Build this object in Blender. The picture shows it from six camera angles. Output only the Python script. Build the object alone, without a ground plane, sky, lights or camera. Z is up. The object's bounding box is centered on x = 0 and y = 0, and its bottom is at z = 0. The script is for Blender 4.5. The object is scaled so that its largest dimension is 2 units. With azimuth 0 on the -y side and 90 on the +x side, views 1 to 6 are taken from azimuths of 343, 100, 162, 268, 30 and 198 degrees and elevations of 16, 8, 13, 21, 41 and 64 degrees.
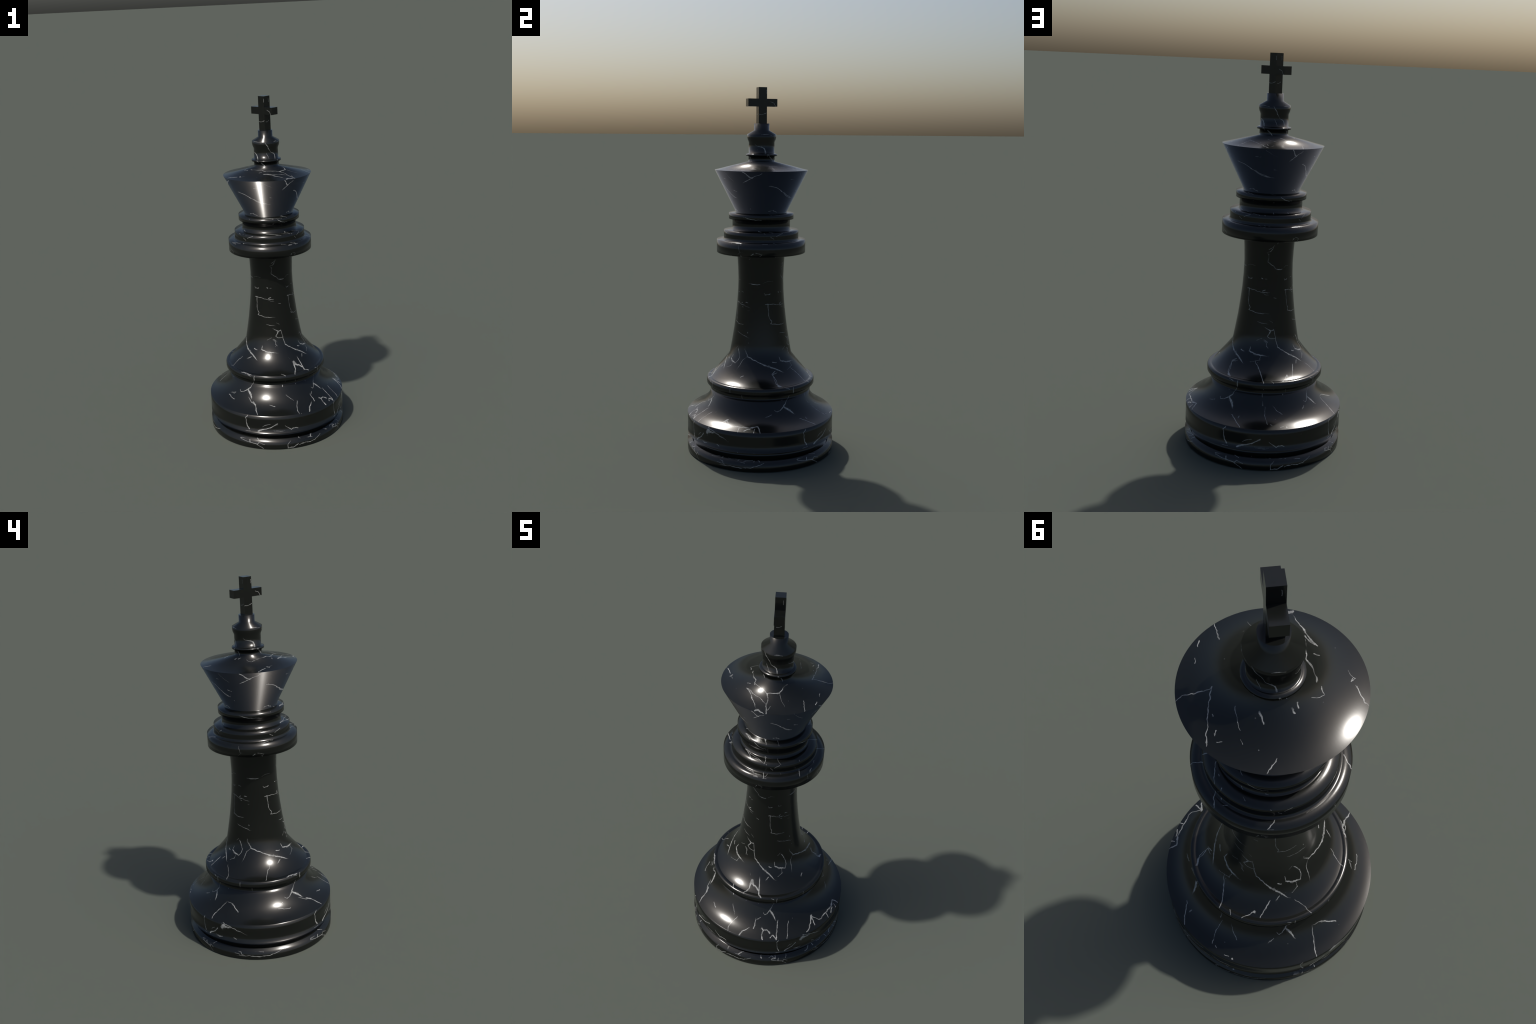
# A turned black-marble chess king: one lathe profile cut into named parts,
# with thin white veins laid through the stone as flat (box-projected) seams.
import bpy, math

SEGMENTS = 128
TURN = math.radians(28.0)          # the piece stands turned about its axis

# ---------------------------------------------------------------- clean start
for o in list(bpy.data.objects):
    bpy.data.objects.remove(o, do_unlink=True)

# ---------------------------------------------------------------- the profile
# (radius, height, elevation of the shading normal in degrees or None = mean of
# the two neighbouring facets).  Each part ends where the next one begins.
FOOT = [(0.402, 0.0, -30), (0.4075, 0.003, -12), (0.4088, 0.056, 45), (0.383, 0.056, 50), (0.381, 0.048, 60)]
GROOVE = [(0.381, 0.048, 60), (0.373, 0.048, 65), (0.373, 0.072, 40), (0.373, 0.082, 12), (0.373, 0.101, -40), (0.407, 0.101, -60)]
BASE = [(0.407, 0.101, 42), (0.407, 0.145, 0), (0.407, 0.180, 0), (0.407, 0.2115, 43), (0.4068, 0.2135, 70),
        (0.4025, 0.2195, 69.5), (0.395, 0.2262, 68.2), (0.386, 0.2325, 65.7), (0.368, 0.2430, 59.4),
        (0.340, 0.2600, 50.5), (0.318, 0.2735, 43.5), (0.3096, 0.2815, 40.5), (0.294, 0.2985, 36), (0.2825, 0.315, 33),
        (0.2787, 0.326, 33), (0.2785, 0.334, 36), (0.2785, 0.343, 45), (0.2785, 0.348, 40), (0.2785, 0.353, 8), (0.2785, 0.376, -40)]
WAIST_RING = [(0.2785, 0.376, -50), (0.2965, 0.377, -45), (0.2994, 0.382, -20), (0.2994, 0.405, 25),
              (0.2979, 0.4105, 40), (0.2960, 0.4132, 58), (0.288, 0.4160, 85), (0.281, 0.4155, 100), (0.2765, 0.4150, 85)]
SHAFT = [(0.2765, 0.4150, 68), (0.2706, 0.4215, 64), (0.260, 0.4350, 58), (0.243, 0.4565, 51.5), (0.2176, 0.4865, 42),
         (0.2107, 0.4950, 39), (0.1985, 0.510, 36),
         (0.1712, 0.546, 25), (0.1595, 0.612, None), (0.1470, 0.687, None), (0.1380, 0.758, None),
         (0.1304, 0.829, None), (0.1257, 0.900, None), (0.1240, 0.966, None), (0.1263, 1.030, None), (0.1310, 1.110, 0)]
LOWER_RING = [(0.1310, 1.110, -80), (0.2405, 1.110, -60), (0.2430, 1.1125, -42), (0.2430, 1.1810, 45), (0.2150, 1.1812, 86), (0.2043, 1.1812, 45)]
MIDDLE_RING = [(0.2043, 1.1812, 45), (0.2043, 1.198, 0), (0.2043, 1.213, 0), (0.2045, 1.2330, 45), (0.166, 1.2335, 86),
               (0.158, 1.2335, 45)]
RING_NECK = [(0.158, 1.2335, 45), (0.158, 1.2945, -45)]
UPPER_RING = [(0.158, 1.2945, -45), (0.177, 1.2945, -45), (0.177, 1.3255, 45), (0.147, 1.3285, 84), (0.1385, 1.3295, 31)]
CROWN = [(0.1385, 1.3295, 31), (0.2539, 1.5590, 31.5)]
CROWN_CAP = [(0.2539, 1.5590, 76), (0.234, 1.5635, 72.3), (0.1626, 1.5820, 58), (0.136, 1.5883, 51.5), (0.0715, 1.604, 34)]
FINIAL = [(0.0715, 1.604, 40), (0.0715, 1.632, -45), (0.0846, 1.6345, -40), (0.0846, 1.6435, 45), (0.0735, 1.6468, 82), (0.0698, 1.6475, 45),
          (0.0697, 1.695, -2), (0.0697, 1.7065, -5), (0.0722, 1.714, -10), (0.0762, 1.7225, -8), (0.0780, 1.732, -2), (0.0782, 1.750, 32),
          (0.0413, 1.771, None), (0.0413, 1.8075, 45)]


def facet_elevation(a, b):
    """Elevation of the outward normal of the lathe facet that runs up from a to b."""
    return math.degrees(math.atan2(-(b[0] - a[0]), b[1] - a[1]))


def lathe(name, profile, parent, material, close_bottom=False, close_top=False):
    verts, normals, faces = [], [], []
    for i, (r, z, el) in enumerate(profile):
        if el is None:
            near = []
            if i > 0:
                near.append(facet_elevation(profile[i - 1], profile[i]))
            if i < len(profile) - 1:
                near.append(facet_elevation(profile[i], profile[i + 1]))
            el = sum(near) / len(near)
        e = math.radians(el)
        for s in range(SEGMENTS):
            a = 2 * math.pi * s / SEGMENTS
            verts.append((r * math.cos(a), r * math.sin(a), z))
            normals.append((math.cos(e) * math.cos(a), math.cos(e) * math.sin(a), math.sin(e)))
    for i in range(len(profile) - 1):
        for s in range(SEGMENTS):
            t = (s + 1) % SEGMENTS
            faces.append((i * SEGMENTS + s, i * SEGMENTS + t, (i + 1) * SEGMENTS + t, (i + 1) * SEGMENTS + s))
    # flat discs get their own ring, so that they stay flat in shading
    for closed, ring, up in ((close_bottom, profile[0], -1), (close_top, profile[-1], 1)):
        if closed:
            c = len(verts)
            verts.append((0, 0, ring[1]))
            normals.append((0, 0, up))
            for s in range(SEGMENTS):
                a = 2 * math.pi * s / SEGMENTS
                verts.append((ring[0] * math.cos(a), ring[0] * math.sin(a), ring[1]))
                normals.append((0, 0, up))
            for s in range(SEGMENTS):
                t = (s + 1) % SEGMENTS
                faces.append((c, c + 1 + s, c + 1 + t) if up > 0 else (c, c + 1 + t, c + 1 + s))
    mesh = bpy.data.meshes.new(name)
    mesh.from_pydata(verts, [], faces)
    mesh.update()
    mesh.polygons.foreach_set("use_smooth", [True] * len(mesh.polygons))
    mesh.normals_split_custom_set_from_vertices(normals)
    mesh.materials.append(material)
    ob = bpy.data.objects.new(name, mesh)
    bpy.context.scene.collection.objects.link(ob)
    ob.parent = parent
    return ob


# ---------------------------------------------------------------- the veins
# Every vein is a spine of (across, along, width in mm) points.  'S' seams are seen
# on the four upright sides (across = sideways on a side, along = height), 'T' seams
# on everything that faces up
# (plan x and y), 'C' seams likewise on the crown and collar.  Same seam on all four sides, as the stone
# pattern is projected straight through the piece from each side.
VEINS = []


def vein(plane, *spine):
    VEINS.append((plane, spine))


vein('S', (-0.014, 0.839, 1.4), (0.001, 0.840, 3.3), (0.002, 0.803, 2.4), (0.005, 0.767, 2.4), (0.020, 0.743, 2.4), (0.011, 0.733, 2.9), (0.057, 0.722, 2.4), (0.124, 0.724, 1.0))
vein('S', (0.001, 0.840, 2.9), (0.053, 0.831, 1.9), (0.104, 0.829, 1.0), (0.163, 0.817, 1.0))
vein('S', (0.118, 0.845, 2.4), (0.138, 0.841, 2.4))
vein('S', (-0.017, 0.888, 1.9), (0.010, 0.892, 1.9))
vein('S', (-0.125, 1.051, 3.1), (-0.148, 1.036, 3.1), (-0.162, 1.031, 2.6), (-0.149, 1.022, 2.6), (-0.147, 1.006, 2.1), (-0.149, 0.984, 4.2), (-0.120, 0.968, 3.1), (-0.099, 0.954, 2.6), (-0.070, 0.946, 4.2), (-0.041, 0.946, 2.6))
vein('S', (-0.022, 0.957, 1.0), (0.004, 0.965, 1.1), (0.028, 0.960, 1.1))
vein('S', (-0.151, 1.047, 2.1), (-0.128, 1.060, 1.6))
vein('S', (0.065, 0.900, 4.7), (0.068, 0.899, 3.7))
vein('S', (0.078, 0.897, 1.6), (0.087, 0.897, 1.6))
vein('S', (0.072, 0.828, 2.1), (0.098, 0.827, 1.6))
vein('S', (0.081, 0.820, 1.6), (0.095, 0.816, 1.6))
vein('S', (0.074, 0.837, 3.2), (0.084, 0.842, 3.1))
vein('S', (-0.115, 0.804, 1.6), (-0.095, 0.802, 1.6))
vein('S', (-0.152, 0.691, 1.1), (-0.131, 0.675, 1.1))
vein('S', (-0.019, 0.899, 1.0), (-0.012, 0.886, 1.9), (0.013, 0.895, 2.9))
vein('S', (0.068, 0.679, 1.5), (0.134, 0.669, 2.4), (0.160, 0.662, 2.4), (0.192, 0.655, 1.5))
vein('S', (0.172, 0.684, 3.9), (0.174, 0.678, 3.9))
vein('S', (-0.099, 1.077, 1.9), (-0.092, 1.087, 1.9), (-0.105, 1.109, 1.4), (-0.084, 1.109, 1.4))
vein('S', (-0.194, 0.656, 2.8), (-0.153, 0.638, 5.0), (-0.129, 0.641, 2.8))
vein('S', (-0.153, 0.638, 4.5), (-0.176, 0.608, 3.4), (-0.160, 0.598, 2.2), (-0.122, 0.602, 2.2))
vein('S', (-0.129, 0.644, 2.8), (-0.122, 0.604, 3.4), (-0.114, 0.553, 3.9), (-0.063, 0.529, 3.9), (-0.014, 0.511, 5.6), (0.025, 0.494, 5.1), (0.065, 0.478, 2.8), (0.104, 0.463, 1.1))
vein('S', (0.017, 0.488, 2.2), (-0.006, 0.473, 4.5), (-0.021, 0.461, 2.8))
vein('S', (-0.205, 0.592, 2.3), (-0.189, 0.576, 3.4), (-0.193, 0.561, 2.8), (-0.184, 0.551, 1.7))
vein('S', (0.081, 0.586, 1.1), (0.102, 0.603, 1.1))
vein('S', (0.111, 0.594, 2.2), (0.137, 0.562, 3.4), (0.158, 0.532, 3.4), (0.151, 0.514, 2.8), (0.105, 0.522, 5.1), (0.058, 0.531, 4.5), (0.055, 0.550, 2.2))
vein('S', (0.120, 0.514, 1.7), (0.131, 0.498, 2.3), (0.091, 0.486, 1.7))
vein('S', (0.012, 0.529, 3.4), (0.035, 0.526, 2.2))
vein('T', (-0.035, -0.206, 3.4), (-0.036, -0.230, 3.9), (-0.035, -0.252, 4.5), (-0.037, -0.280, 5.6), (-0.024, -0.296, 5.1))
vein('T', (-0.036, -0.260, 4.5), (-0.065, -0.241, 4.5), (-0.078, -0.228, 7.9), (-0.087, -0.249, 4.5), (-0.100, -0.258, 5.1), (-0.118, -0.274, 4.0))
vein('T', (-0.094, -0.179, 0.8), (-0.085, -0.207, 0.8))
vein('T', (0.177, -0.151, 2.3), (0.175, -0.168, 2.3))
vein('T', (0.227, -0.000, 2.3), (0.246, -0.001, 2.3), (0.265, 0.005, 3.5), (0.277, 0.042, 3.0))
vein('T', (0.216, 0.030, 2.2), (0.231, -0.002, 3.3), (0.249, 0.010, 2.8), (0.270, 0.011, 3.9), (0.280, 0.039, 3.3))
vein('T', (0.176, 0.097, 1.6), (0.188, 0.152, 3.3), (0.195, 0.184, 3.3), (0.211, 0.209, 3.2))
vein('T', (0.027, 0.224, 2.2), (0.042, 0.244, 2.7), (0.053, 0.256, 2.2))
vein('T', (0.089, 0.250, 4.4), (0.084, 0.253, 2.7))
vein('T', (0.025, 0.223, 1.5), (0.040, 0.244, 3.1), (0.066, 0.266, 3.1))
vein('T', (0.085, 0.250, 6.2), (0.084, 0.251, 6.2))
vein('T', (0.132, 0.258, 2.6), (0.113, 0.252, 2.6), (0.092, 0.250, 2.6))
vein('T', (-0.064, 0.229, 1.0), (-0.099, 0.247, 2.1), (-0.122, 0.272, 3.1))
vein('T', (-0.224, 0.053, 1.1), (-0.233, 0.075, 2.2), (-0.266, 0.109, 2.8))
vein('S', (0.098, 0.408, 3.3), (0.099, 0.376, 5.0))
vein('S', (0.044, 0.412, 2.2), (0.074, 0.403, 2.2))
vein('S', (0.320, 0.407, 2.8), (0.321, 0.381, 2.8))
vein('S', (0.078, 0.361, 2.8), (0.056, 0.322, 3.4), (0.041, 0.310, 5.1), (0.064, 0.294, 6.8), (0.079, 0.284, 6.9), (0.096, 0.271, 3.4), (0.124, 0.260, 1.7))
vein('S', (0.037, 0.306, 4.0), (0.021, 0.294, 2.8), (0.002, 0.291, 1.7), (-0.013, 0.297, 2.3))
vein('S', (-0.034, 0.279, 2.2), (-0.063, 0.269, 2.7), (-0.087, 0.262, 1.6))
vein('S', (-0.174, 0.372, 1.8), (-0.170, 0.355, 1.8))
vein('S', (0.136, 0.210, 2.4), (0.119, 0.191, 4.8), (0.125, 0.179, 2.4), (0.125, 0.162, 4.2), (0.127, 0.140, 4.3), (0.142, 0.123, 5.5))
vein('S', (0.114, 0.107, 1.8), (0.146, 0.110, 1.8))
vein('S', (0.192, 0.114, 7.3), (0.206, 0.125, 6.0), (0.251, 0.138, 4.2), (0.283, 0.164, 4.8))
vein('S', (0.328, 0.181, 13.5), (0.345, 0.190, 13.5), (0.356, 0.185, 10.1), (0.389, 0.183, 3.9), (0.417, 0.185, 2.8))
vein('S', (0.338, 0.211, 4.5), (0.373, 0.198, 3.4), (0.413, 0.185, 3.9), (0.478, 0.167, 3.4), (0.518, 0.151, 1.7))
vein('S', (-0.433, 0.150, 2.4), (-0.387, 0.123, 3.6), (-0.369, 0.132, 4.2), (-0.330, 0.126, 3.6))
vein('S', (0.262, 0.121, 1.2), (0.310, 0.120, 1.2))
vein('S', (0.212, 0.142, 1.8), (0.228, 0.155, 2.4), (0.252, 0.161, 1.8))
vein('S', (0.267, 0.115, 1.7), (0.329, 0.118, 2.8))
vein('S', (0.421, 0.127, 2.8), (0.441, 0.122, 3.9))
vein('S', (0.081, 0.053, 3.7), (0.113, 0.056, 2.5), (0.138, 0.056, 1.8))
vein('S', (0.081, 0.047, 2.5), (0.108, 0.040, 2.5), (0.140, 0.035, 3.1), (0.181, 0.029, 3.7), (0.193, 0.042, 3.0), (0.220, 0.030, 1.8))
vein('S', (0.142, 0.054, 3.1), (0.139, 0.036, 3.7))
vein('S', (0.181, 0.028, 2.4), (0.218, 0.002, 2.4))
vein('S', (-0.393, 0.056, 2.4), (-0.419, 0.031, 3.0), (-0.419, 0.004, 4.3))
vein('S', (-0.420, 0.003, 3.7), (-0.372, 0.008, 3.7), (-0.332, 0.023, 4.3))
vein('S', (-0.321, 0.018, 4.0), (-0.294, 0.023, 4.6), (-0.269, 0.023, 1.7), (-0.220, 0.019, 3.4), (-0.172, 0.024, 2.8), (-0.143, 0.032, 4.5), (-0.124, 0.040, 2.8), (-0.102, 0.049, 2.8))
vein('S', (-0.260, 0.055, 1.7), (-0.233, 0.054, 2.3), (-0.196, 0.050, 2.3))
vein('S', (-0.016, 1.487, 0.9), (0.024, 1.471, 1.9), (0.057, 1.449, 1.9), (0.091, 1.425, 2.3), (0.117, 1.416, 1.4), (0.136, 1.412, 1.4))
vein('S', (-0.167, 1.557, 2.7), (-0.146, 1.543, 3.1), (-0.128, 1.528, 4.0), (-0.114, 1.524, 3.6))
vein('S', (-0.152, 1.501, 2.3), (-0.136, 1.510, 2.7), (-0.115, 1.526, 2.7), (-0.087, 1.540, 2.7), (-0.070, 1.550, 1.8))
vein('S', (0.151, 1.549, 0.9), (0.175, 1.525, 0.9), (0.205, 1.504, 0.9))
vein('S', (0.148, 1.456, 2.3), (0.175, 1.447, 1.4))
vein('S', (-0.026, 1.484, 1.4), (0.014, 1.476, 1.9), (0.122, 1.415, 1.9))
vein('S', (-0.003, 1.346, 2.4), (0.026, 1.348, 2.4))
vein('S', (-0.006, 1.344, 1.4), (0.016, 1.348, 1.9), (0.043, 1.336, 1.9))
vein('S', (0.095, 1.515, 0.9), (0.121, 1.516, 0.7))
vein('S', (-0.143, 1.319, 1.8), (-0.117, 1.308, 2.8), (-0.087, 1.301, 2.8), (-0.053, 1.301, 1.4))
vein('S', (0.020, 1.216, 2.0), (0.057, 1.231, 2.5))
vein('S', (-0.009, 1.213, 2.1), (0.007, 1.202, 2.0))
vein('S', (-0.072, 1.179, 1.5), (-0.039, 1.179, 2.1))
vein('S', (0.276, 1.174, 1.8), (0.278, 1.154, 2.3), (0.287, 1.134, 1.8), (0.311, 1.133, 0.9))
vein('S', (0.287, 1.132, 1.4), (0.266, 1.117, 1.4))
vein('S', (-0.123, 1.118, 2.3), (-0.109, 1.127, 3.7))
vein('S', (-0.098, 1.132, 1.8), (-0.072, 1.128, 1.4))
vein('S', (-0.079, 1.117, 2.3), (-0.070, 1.127, 1.4))
vein('S', (-0.059, 1.239, 3.6), (-0.041, 1.231, 2.0))
vein('C', (-0.088, 0.062, 1.8), (-0.112, 0.063, 1.3), (-0.123, 0.057, 1.8), (-0.121, 0.032, 1.7))
vein('C', (-0.112, 0.021, 2.6), (-0.108, -0.019, 2.6), (-0.096, -0.048, 2.1), (-0.094, -0.077, 2.6), (-0.077, -0.099, 2.5), (-0.055, -0.117, 2.5), (-0.039, -0.136, 3.0), (-0.014, -0.137, 3.4), (0.014, -0.136, 5.1), (0.029, -0.105, 3.0), (0.036, -0.091, 5.1), (0.048, -0.076, 5.1))
vein('C', (-0.037, -0.139, 5.1), (-0.033, -0.171, 2.1), (-0.036, -0.208, 3.3), (-0.034, -0.252, 2.9))
vein('C', (-0.017, -0.207, 1.2), (-0.029, -0.232, 1.7))
vein('C', (-0.130, -0.100, 3.4), (-0.112, -0.135, 2.5), (-0.102, -0.163, 4.2), (-0.092, -0.184, 2.1), (-0.083, -0.216, 0.8))
vein('C', (-0.123, -0.105, 1.7), (-0.102, -0.134, 2.1), (-0.071, -0.160, 1.7), (-0.043, -0.192, 1.7), (-0.035, -0.210, 1.2))
vein('C', (-0.082, -0.230, 6.6), (-0.074, -0.230, 5.0), (-0.061, -0.239, 4.1), (-0.047, -0.248, 2.5))
vein('C', (-0.133, -0.064, 2.1), (-0.118, -0.070, 2.1))
vein('C', (0.020, -0.141, 1.3), (0.029, -0.177, 1.3), (0.043, -0.206, 0.8))
vein('C', (0.122, -0.154, 2.5), (0.128, -0.186, 1.7), (0.132, -0.216, 2.1))
vein('C', (0.180, -0.143, 2.1), (0.176, -0.162, 2.1))
vein('C', (0.194, -0.093, 1.7), (0.194, -0.109, 1.7))
vein('C', (0.161, 0.128, 3.1), (0.163, 0.126, 2.7))
vein('C', (-0.230, 0.076, 2.7), (-0.217, 0.029, 2.2))
vein('C', (-0.217, 0.005, 1.7), (-0.202, 0.013, 2.2))
vein('C', (-0.085, -0.204, 1.9), (-0.099, -0.167, 2.7), (-0.110, -0.140, 2.3), (-0.115, -0.122, 2.3), (-0.128, -0.101, 2.6))
vein('C', (-0.104, -0.137, 2.3), (-0.110, -0.116, 1.9), (-0.123, -0.103, 2.2))
vein('C', (-0.118, -0.069, 2.6), (-0.132, -0.065, 2.6))
vein('C', (-0.097, -0.083, 1.9), (-0.095, -0.054, 2.2), (-0.106, -0.031, 1.5), (-0.111, -0.000, 2.2), (-0.114, 0.018, 1.4))
vein('C', (-0.201, -0.022, 1.1), (-0.210, -0.002, 1.8))
vein('C', (-0.202, 0.014, 1.8), (-0.212, 0.001, 2.2), (-0.217, 0.004, 1.5))
vein('C', (-0.212, 0.025, 1.1), (-0.221, 0.045, 1.8), (-0.227, 0.070, 1.5), (-0.239, 0.084, 1.1))
vein('C', (0.133, -0.213, 1.5), (0.126, -0.179, 2.3), (0.121, -0.156, 2.3))
vein('C', (0.176, -0.167, 2.3), (0.180, -0.147, 2.3))
vein('C', (0.194, -0.109, 1.9), (0.195, -0.090, 1.9))
vein('C', (0.158, -0.006, 3.3), (0.171, 0.053, 1.8), (0.175, 0.087, 2.5), (0.184, 0.123, 2.8), (0.187, 0.154, 2.8))
vein('C', (0.103, 0.065, 2.5), (0.104, 0.091, 1.1), (0.101, 0.114, 1.8), (0.097, 0.131, 1.4))
vein('C', (0.159, 0.118, 2.5), (0.162, 0.131, 2.8))
vein('C', (0.164, 0.074, 2.8), (0.161, 0.079, 2.8))
vein('C', (0.160, 0.150, 1.8), (0.147, 0.151, 1.8))
vein('C', (0.015, 0.210, 1.4), (0.030, 0.227, 3.1), (0.043, 0.247, 2.1))
vein('C', (0.098, 0.154, 1.1), (0.096, 0.167, 1.4))
vein('C', (-0.120, 0.035, 1.4), (-0.122, 0.053, 2.2))
vein('C', (0.047, 0.091, 4.9), (0.038, 0.123, 3.5))
vein('C', (-0.032, 0.084, 5.0), (-0.040, 0.104, 4.2))
vein('C', (-0.053, 0.076, 3.5), (-0.053, 0.090, 3.5))
vein('T', (-0.316, -0.114, 3.6), (-0.322, -0.140, 4.8), (-0.347, -0.168, 4.8), (-0.358, -0.188, 2.4))
vein('T', (-0.174, -0.219, 2.9), (-0.168, -0.252, 3.5), (-0.159, -0.293, 1.2))
vein('T', (-0.278, -0.212, 3.5), (-0.263, -0.241, 2.9))
vein('T', (-0.142, -0.304, 2.3), (-0.166, -0.325, 2.9), (-0.187, -0.347, 3.5), (-0.187, -0.360, 2.9))
vein('T', (-0.075, -0.357, 1.7), (-0.108, -0.370, 4.6), (-0.129, -0.386, 5.2))
vein('T', (-0.043, -0.311, 1.7), (-0.045, -0.335, 2.9), (-0.052, -0.361, 5.2))
vein('T', (0.071, -0.314, 2.3), (0.069, -0.353, 3.4), (0.067, -0.401, 4.6))
vein('T', (0.049, -0.389, 5.2), (0.067, -0.399, 4.6))
vein('T', (-0.010, -0.360, 6.3), (-0.002, -0.368, 5.2), (-0.011, -0.389, 4.0), (-0.003, -0.407, 5.2))
vein('T', (-0.002, -0.367, 3.4), (0.016, -0.366, 3.4), (0.031, -0.381, 5.2))
vein('T', (0.035, -0.397, 3.4), (0.046, -0.388, 2.3), (0.064, -0.399, 2.3))
vein('T', (0.125, -0.311, 3.5), (0.125, -0.345, 1.7), (0.122, -0.388, 2.9))
vein('T', (0.226, -0.338, 2.3), (0.236, -0.320, 4.1), (0.243, -0.287, 4.6), (0.245, -0.254, 5.2))
vein('T', (0.247, -0.262, 3.5), (0.264, -0.294, 5.2))
vein('T', (0.250, -0.260, 2.9), (0.292, -0.258, 3.5), (0.320, -0.213, 4.1), (0.348, -0.168, 5.3), (0.357, -0.126, 4.8), (0.388, -0.120, 3.6))
vein('T', (0.323, -0.216, 3.5), (0.338, -0.227, 3.5))
vein('T', (0.355, -0.165, 3.6), (0.349, -0.197, 3.5))
vein('T', (0.367, -0.144, 3.6), (0.377, -0.152, 3.6))
vein('T', (-0.291, -0.033, 5.3), (-0.292, -0.044, 4.7))
vein('T', (-0.285, -0.091, 3.5), (-0.295, -0.008, 3.6))
vein('T', (-0.128, 0.277, 2.2), (-0.130, 0.329, 3.3), (-0.135, 0.383, 3.3))
vein('T', (-0.130, 0.278, 1.6), (-0.167, 0.269, 3.8), (-0.204, 0.265, 4.4), (-0.226, 0.266, 3.8))
vein('T', (0.208, 0.220, 1.6), (0.233, 0.251, 2.2), (0.253, 0.290, 2.2))
vein('T', (0.242, 0.300, 3.8), (0.240, 0.305, 2.7))
vein('T', (0.173, 0.223, 1.6), (0.169, 0.257, 2.2), (0.160, 0.296, 1.6))
vein('T', (0.211, 0.334, 2.2), (0.197, 0.343, 2.2))
vein('T', (0.184, 0.354, 4.4), (0.182, 0.357, 3.8))
vein('T', (0.335, 0.116, 2.2), (0.345, 0.160, 3.3), (0.352, 0.199, 3.3))
vein('T', (0.327, 0.158, 4.9), (0.321, 0.154, 4.9))
vein('T', (-0.346, -0.169, 4.0), (-0.326, -0.145, 3.4), (-0.322, -0.107, 2.8), (-0.291, -0.020, 4.3))
vein('T', (-0.348, 0.009, 2.2), (-0.346, 0.033, 2.8), (-0.328, 0.074, 2.8))
vein('T', (-0.314, 0.033, 3.3), (-0.319, 0.040, 2.8))
vein('S', (-0.098, 1.749, 2.4), (-0.085, 1.732, 3.8), (-0.072, 1.717, 3.3), (-0.051, 1.694, 1.9), (-0.008, 1.676, 2.4), (-0.001, 1.661, 2.9), (0.004, 1.647, 3.8))
vein('S', (-0.021, 1.687, 1.4), (-0.006, 1.668, 3.3), (-0.000, 1.647, 3.3))
vein('S', (0.009, 1.643, 3.3), (0.010, 1.631, 2.8))
vein('S', (0.023, 1.630, 1.9), (0.041, 1.611, 2.4))
vein('S', (-0.081, 1.684, 2.4), (-0.058, 1.647, 0.9))
vein('S', (-0.027, 1.748, 1.0), (0.033, 1.747, 1.9))
vein('S', (0.010, 1.643, 2.8), (0.035, 1.624, 2.3), (0.047, 1.604, 2.3))
vein('S', (0.216, 0.562, 1.7), (0.193, 0.538, 2.8), (0.202, 0.509, 2.8), (0.223, 0.465, 1.7))
vein('S', (-0.118, 1.069, 2.1), (-0.125, 1.051, 2.6))
vein('C', (0.254, 0.013, 1.8), (0.234, 0.001, 2.2), (0.205, 0.003, 2.5), (0.164, -0.001, 2.5), (0.158, -0.006, 3.6))
vein('S', (0.451, 0.049, 2.8), (0.475, 0.044, 5.1), (0.475, 0.030, 4.0), (0.486, 0.026, 2.8))
vein('S', (0.423, 0.033, 1.7), (0.464, 0.028, 2.8))
vein('S', (-0.022, 1.855, 2.0), (0.000, 1.857, 2.2), (0.020, 1.864, 2.6))
vein('S', (0.046, 1.926, 1.8), (0.060, 1.915, 2.2), (0.073, 1.900, 1.8))
vein('S', (0.018, 1.986, 2.0), (0.020, 1.966, 2.2))


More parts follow.
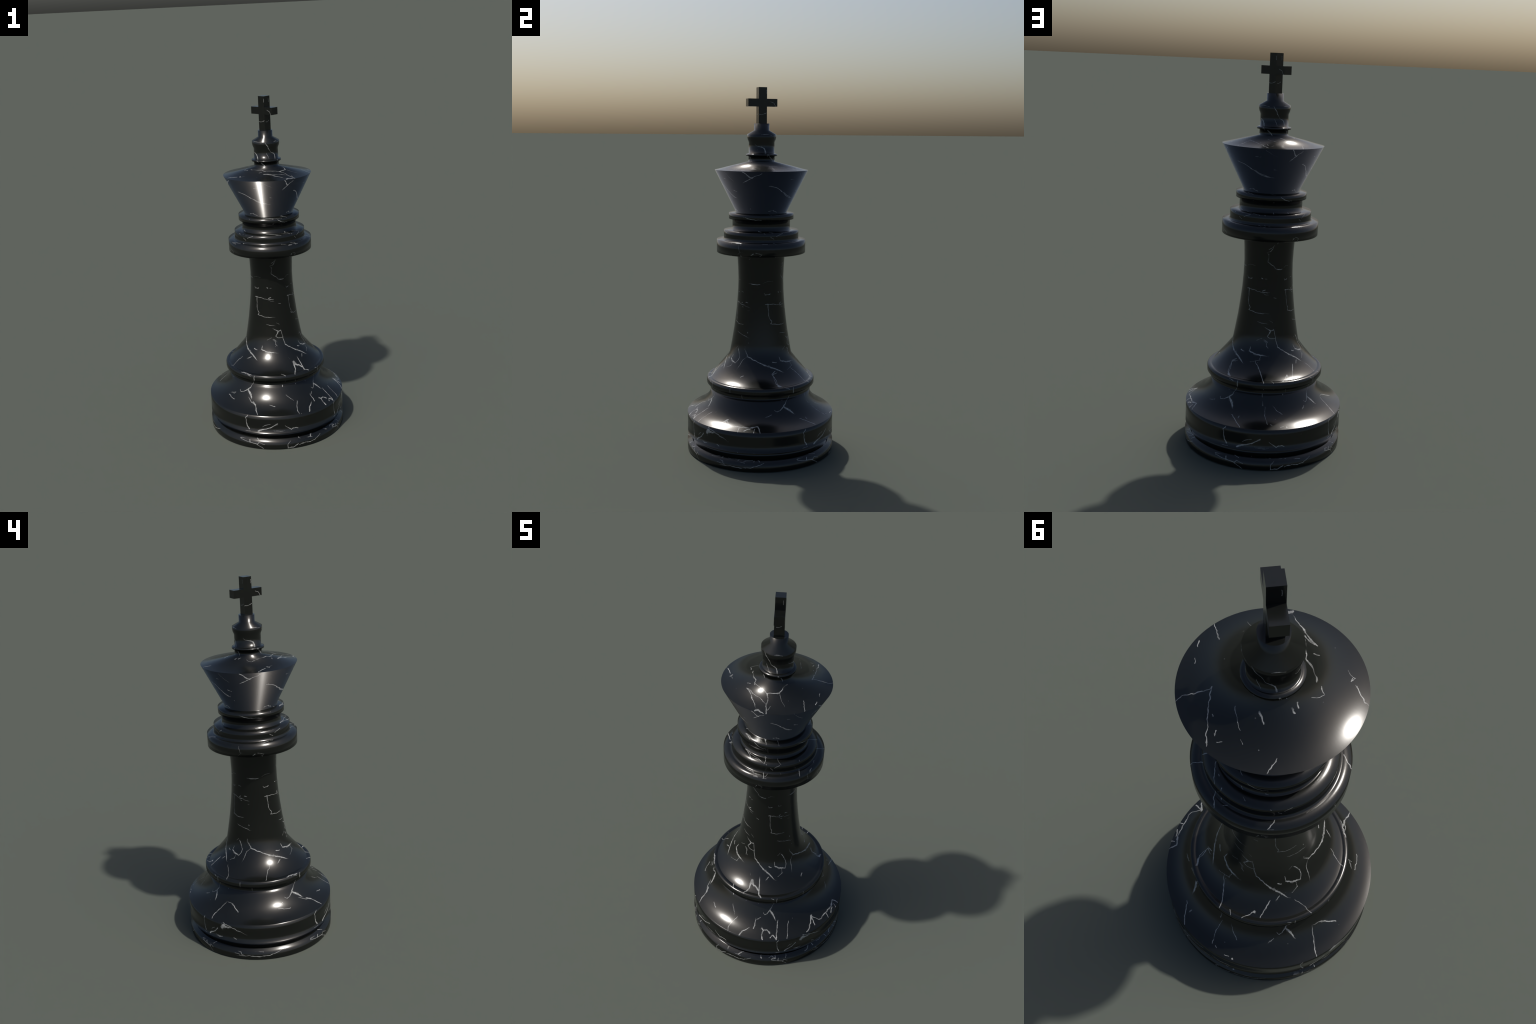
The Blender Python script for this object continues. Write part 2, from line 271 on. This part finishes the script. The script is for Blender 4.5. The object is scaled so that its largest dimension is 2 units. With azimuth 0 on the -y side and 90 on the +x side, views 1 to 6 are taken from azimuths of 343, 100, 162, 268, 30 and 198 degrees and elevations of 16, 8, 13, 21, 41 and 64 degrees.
# ---------------------------------------------------------------- node helpers
def vein_piece_group():
    """Distance to one straight piece of a vein, measured in half widths, kept if smaller."""
    g = bpy.data.node_groups.new("vein_piece", "ShaderNodeTree")
    for label, kind in (("P", "NodeSocketVector"), ("A", "NodeSocketVector"), ("B", "NodeSocketVector"),
                        ("W0", "NodeSocketFloat"), ("W1", "NodeSocketFloat"), ("Nearest", "NodeSocketFloat")):
        g.interface.new_socket(label, in_out="INPUT", socket_type=kind)
    g.interface.new_socket("Nearest", in_out="OUTPUT", socket_type="NodeSocketFloat")
    n, l = g.nodes, g.links
    gi, go = n.new("NodeGroupInput"), n.new("NodeGroupOutput")

    def vec(op, a, b=None):
        m = n.new("ShaderNodeVectorMath")
        m.operation = op
        l.new(a, m.inputs[0])
        if b is not None:
            l.new(b, m.inputs[1])
        return m

    def num(op, a, b, clamp=False):
        m = n.new("ShaderNodeMath")
        m.operation, m.use_clamp = op, clamp
        l.new(a, m.inputs[0])
        l.new(b, m.inputs[1])
        return m.outputs[0]
    # a vanishing share of the running value makes the pieces run one after another
    chain = n.new("ShaderNodeVectorMath")
    chain.operation = "MULTIPLY_ADD"
    l.new(gi.outputs["Nearest"], chain.inputs[0])
    chain.inputs[1].default_value = (1e-9, 1e-9, 0)
    l.new(gi.outputs["P"], chain.inputs[2])
    pa = vec("SUBTRACT", chain.outputs[0], gi.outputs["A"]).outputs[0]
    ba = vec("SUBTRACT", gi.outputs["B"], gi.outputs["A"]).outputs[0]
    h = num("DIVIDE", vec("DOT_PRODUCT", pa, ba).outputs["Value"], vec("DOT_PRODUCT", ba, ba).outputs["Value"], True)
    sc = n.new("ShaderNodeVectorMath")
    sc.operation = "SCALE"
    l.new(ba, sc.inputs[0])
    l.new(h, sc.inputs["Scale"])
    d = vec("LENGTH", vec("SUBTRACT", pa, sc.outputs[0]).outputs[0]).outputs["Value"]
    dw = num("SUBTRACT", gi.outputs["W1"], gi.outputs["W0"])
    ma = n.new("ShaderNodeMath")
    ma.operation = "MULTIPLY_ADD"
    l.new(h, ma.inputs[0])
    l.new(dw, ma.inputs[1])
    l.new(gi.outputs["W0"], ma.inputs[2])
    l.new(num("MINIMUM", num("DIVIDE", d, ma.outputs[0]), gi.outputs["Nearest"]), go.inputs[0])
    return g


VEIN_PIECE = vein_piece_group()
BASE_COLOUR = (0.0050, 0.0056, 0.0049, 1)
VEIN_COLOUR = (0.31, 0.315, 0.31, 1)
ROUGHNESS = 0.215
SQUEEZE = 1.665


def half_width(mm):
    """Half the seam's width in metres; hairlines stay thin, knots swell."""
    return 0.00032 * mm + 0.000043 * mm * mm


def marble(name, side_heights, plan_radii, plan_set="T"):
    """Polished black marble with the veins that fall inside the given zone."""
    mat = bpy.data.materials.new(name)
    mat.use_nodes = True
    nt = mat.node_tree
    n, l = nt.nodes, nt.links
    n.clear()

    def put(sock, value):
        if hasattr(value, "links"):
            l.new(value, sock)
        else:
            sock.default_value = value

    def num(op, a, b=0.0, clamp=False):
        m = n.new("ShaderNodeMath")
        m.operation, m.use_clamp = op, clamp
        put(m.inputs[0], a)
        put(m.inputs[1], b)
        return m.outputs[0]

    def ramp(x, lo, hi, a, b):
        m = n.new("ShaderNodeMapRange")
        m.interpolation_type = "SMOOTHSTEP"
        put(m.inputs["Value"], x)
        for s, v in (("From Min", lo), ("From Max", hi), ("To Min", a), ("To Max", b)):
            m.inputs[s].default_value = v
        return m.outputs[0]

    def vec(op, a, b):
        m = n.new("ShaderNodeVectorMath")
        m.operation = op
        put(m.inputs[0], a)
        put(m.inputs[1], b)
        return m.outputs[0]

    def noise(scale, detail=2.0, vector=None):
        m = n.new("ShaderNodeTexNoise")
        m.inputs["Scale"].default_value = scale
        m.inputs["Detail"].default_value = detail
        l.new(vector or co.outputs["Object"], m.inputs["Vector"])
        return m

    co = n.new("ShaderNodeTexCoord")
    pos = n.new("ShaderNodeSeparateXYZ")
    l.new(co.outputs["Object"], pos.inputs[0])
    nor = n.new("ShaderNodeSeparateXYZ")
    l.new(co.outputs["Normal"], nor.inputs[0])
    ax, ay, az = (num("ABSOLUTE", nor.outputs[i]) for i in range(3))
    # which upright side: across runs to the right on each of the four
    # (grains of the two neighbouring sides mingle along each upright corner)
    grain = n.new("ShaderNodeTexWhiteNoise")
    grain.noise_dimensions = "3D"
    l.new(co.outputs["Object"], grain.inputs["Vector"])
    mingle = num("MULTIPLY", num("SUBTRACT", grain.outputs["Value"], 0.5), 0.28)
    on_x = num("GREATER_THAN", num("ADD", ax, mingle), ay)
    ux = num("MULTIPLY", pos.outputs[1], num("SIGN", nor.outputs[0]))
    # the pattern is squeezed on the two sides that face along y
    uy = num("MULTIPLY", num("MULTIPLY", pos.outputs[0], num("SIGN", nor.outputs[1])), -SQUEEZE)
    across = num("ADD", num("MULTIPLY", ux, on_x), num("MULTIPLY", uy, num("SUBTRACT", 1.0, on_x)))

    def combine(x, y):
        m = n.new("ShaderNodeCombineXYZ")
        l.new(x, m.inputs[0])
        l.new(y, m.inputs[1])
        return m.outputs[0]

    def wobble(p):
        fine = vec("SUBTRACT", noise(70.0, 3.0, p).outputs["Color"], (0.5, 0.5, 0.5))
        broad = vec("SUBTRACT", noise(26.0, 1.0, p).outputs["Color"], (0.5, 0.5, 0.5))
        return vec("ADD", vec("MULTIPLY", fine, (0.0085, 0.0085, 0.0)), vec("MULTIPLY", broad, (0.010, 0.010, 0.0)))
    side_flat, plan_flat = combine(across, pos.outputs[2]), combine(pos.outputs[0], pos.outputs[1])
    side_p = vec("ADD", side_flat, wobble(side_flat))
    plan_p = vec("ADD", plan_flat, wobble(plan_flat))

    def seams(plane, point, inside):
        near = None
        first = 99.0
        for kind, spine in VEINS:
            if kind != plane or not any(inside(p) for p in spine):
                continue
            for a, b in zip(spine, spine[1:]):
                g = n.new("ShaderNodeGroup")
                g.node_tree = VEIN_PIECE
                l.new(point, g.inputs["P"])
                g.inputs["A"].default_value = (a[0], a[1], 0)
                g.inputs["B"].default_value = (b[0], b[1], 0)
                g.inputs["W0"].default_value = half_width(a[2])
                g.inputs["W1"].default_value = half_width(b[2])
                if near is None:
                    g.inputs["Nearest"].default_value = first
                else:
                    l.new(near, g.inputs["Nearest"])
                near = g.outputs[0]
        if near is None:
            return 0.0
        # ragged edges and short breaks along the seam
        rag = ramp(noise(160.0, 2.0, point).outputs["Fac"], 0.25, 0.8, 0.75, 1.45)
        # the mineral thins out and clouds over here and there
        strength = ramp(noise(38.0, 2.0, point).outputs["Fac"], 0.30, 0.58, 0.45, 1.0)
        line = num("MULTIPLY", ramp(num("MULTIPLY", near, rag), 0.62, 1.30, 1.0, 0.0), strength)
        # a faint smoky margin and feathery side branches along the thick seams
        haze = num("MULTIPLY", ramp(near, 1.0, 3.2, 0.16, 0.0), ramp(noise(90.0, 3.0, point).outputs["Fac"], 0.52, 0.72, 0.0, 1.0))
        return num("MAXIMUM", line, haze)

    lo, hi = side_heights
    side = seams("S", side_p, lambda p: lo <= p[1] <= hi) if hi > lo else 0.0
    r0, r1 = plan_radii
    plan = seams(plan_set, plan_p, lambda p: r0 <= math.hypot(p[0], p[1]) <= r1) if r1 > r0 else 0.0
    facing_up = ramp(num("SUBTRACT", az, num("MAXIMUM", ax, ay)), -0.07, 0.07, 0.0, 1.0)
    mask = num("ADD", num("MULTIPLY", side, num("SUBTRACT", 1.0, facing_up)),
               num("MULTIPLY", plan, facing_up), True)

    # hair cracks and pin-prick flecks scattered through the stone
    flecks = n.new("ShaderNodeTexVoronoi")
    flecks.inputs["Scale"].default_value = 34.0
    l.new(co.outputs["Object"], flecks.inputs["Vector"])
    pick = n.new("ShaderNodeSeparateColor")
    l.new(flecks.outputs["Color"], pick.inputs[0])
    dot = num("MULTIPLY", ramp(flecks.outputs["Distance"], 0.02, 0.09, 1.0, 0.0), ramp(pick.outputs[0], 0.92, 0.99, 0.0, 0.5))
    mask = num("MAXIMUM", mask, dot)
    tint = n.new("ShaderNodeMix")
    tint.data_type = "RGBA"
    l.new(ramp(noise(5.0, 4.0).outputs["Fac"], 0.3, 0.7, 0.0, 1.0), tint.inputs["Factor"])
    tint.inputs["A"].default_value = BASE_COLOUR
    tint.inputs["B"].default_value = tuple(c * 1.25 for c in BASE_COLOUR[:3]) + (1,)
    col = n.new("ShaderNodeMix")
    col.data_type = "RGBA"
    l.new(mask, col.inputs["Factor"])
    l.new(tint.outputs["Result"], col.inputs["A"])
    col.inputs["B"].default_value = VEIN_COLOUR
    bsdf = n.new("ShaderNodeBsdfPrincipled")
    l.new(col.outputs["Result"], bsdf.inputs["Base Color"])
    bsdf.inputs["Roughness"].default_value = ROUGHNESS
    bsdf.inputs["Specular IOR Level"].default_value = 0.5
    out = n.new("ShaderNodeOutputMaterial")
    l.new(bsdf.outputs[0], out.inputs[0])
    return mat


marble_base = marble("black_marble_base", (-0.01, 0.40), (0.27, 0.45))
marble_groove = marble("black_marble_groove", (1.0, 0.0), (1.0, 0.0))
marble_shaft = marble("black_marble_shaft", (0.36, 1.11), (0.17, 0.32))
marble_crown = marble("black_marble_crown", (1.09, 1.60), (0.0, 0.27), "C")
marble_finial = marble("black_marble_finial", (1.58, 2.01), (1.0, 0.0))

# ---------------------------------------------------------------- assembly
king = bpy.data.objects.new("chess_king", None)
king.rotation_euler = (0, 0, TURN)
king["label"] = "polished black marble chess king with white veins and cross"
king["category"] = "chess piece"
bpy.context.scene.collection.objects.link(king)

lathe("foot", FOOT, king, marble_base, close_bottom=True)
base = lathe("base", BASE, king, marble_base)
lathe("groove", GROOVE, base, marble_groove)
lathe("waist_ring", WAIST_RING, king, marble_shaft)
lathe("shaft", SHAFT, king, marble_shaft)
collar = lathe("collar", RING_NECK, king, marble_crown)
for ring in (LOWER_RING, MIDDLE_RING, UPPER_RING):
    lathe("collar_ring", ring, collar, marble_crown)
lathe("crown", CROWN, king, marble_crown)
lathe("crown_cap", CROWN_CAP, king, marble_crown)
lathe("finial", FINIAL, king, marble_finial, close_top=True)

# the cross: one extruded outline, square in section, arms along local y
HALF, ARM, LOW, BAR_LOW, BAR_HIGH, TOP = 0.0231, 0.0815, 1.806, 1.898, 1.939, 2.0
outline = [(-HALF, LOW), (HALF, LOW), (HALF, BAR_LOW), (ARM, BAR_LOW), (ARM, BAR_HIGH), (HALF, BAR_HIGH),
           (HALF, TOP), (-HALF, TOP), (-HALF, BAR_HIGH), (-ARM, BAR_HIGH), (-ARM, BAR_LOW), (-HALF, BAR_LOW)]
k = len(outline)
verts = [(HALF, y, z) for y, z in outline] + [(-HALF, y, z) for y, z in outline]
faces = [tuple(range(k)), tuple(reversed(range(k, 2 * k)))]
faces += [(i, k + i, k + (i + 1) % k, (i + 1) % k) for i in range(k)]
mesh = bpy.data.meshes.new("cross")
mesh.from_pydata(verts, [], faces)
mesh.update()
mesh.materials.append(marble_finial)
cross = bpy.data.objects.new("cross", mesh)
bpy.context.scene.collection.objects.link(cross)
cross.parent = king
cross.location = (-0.0006, -0.0011, 0)
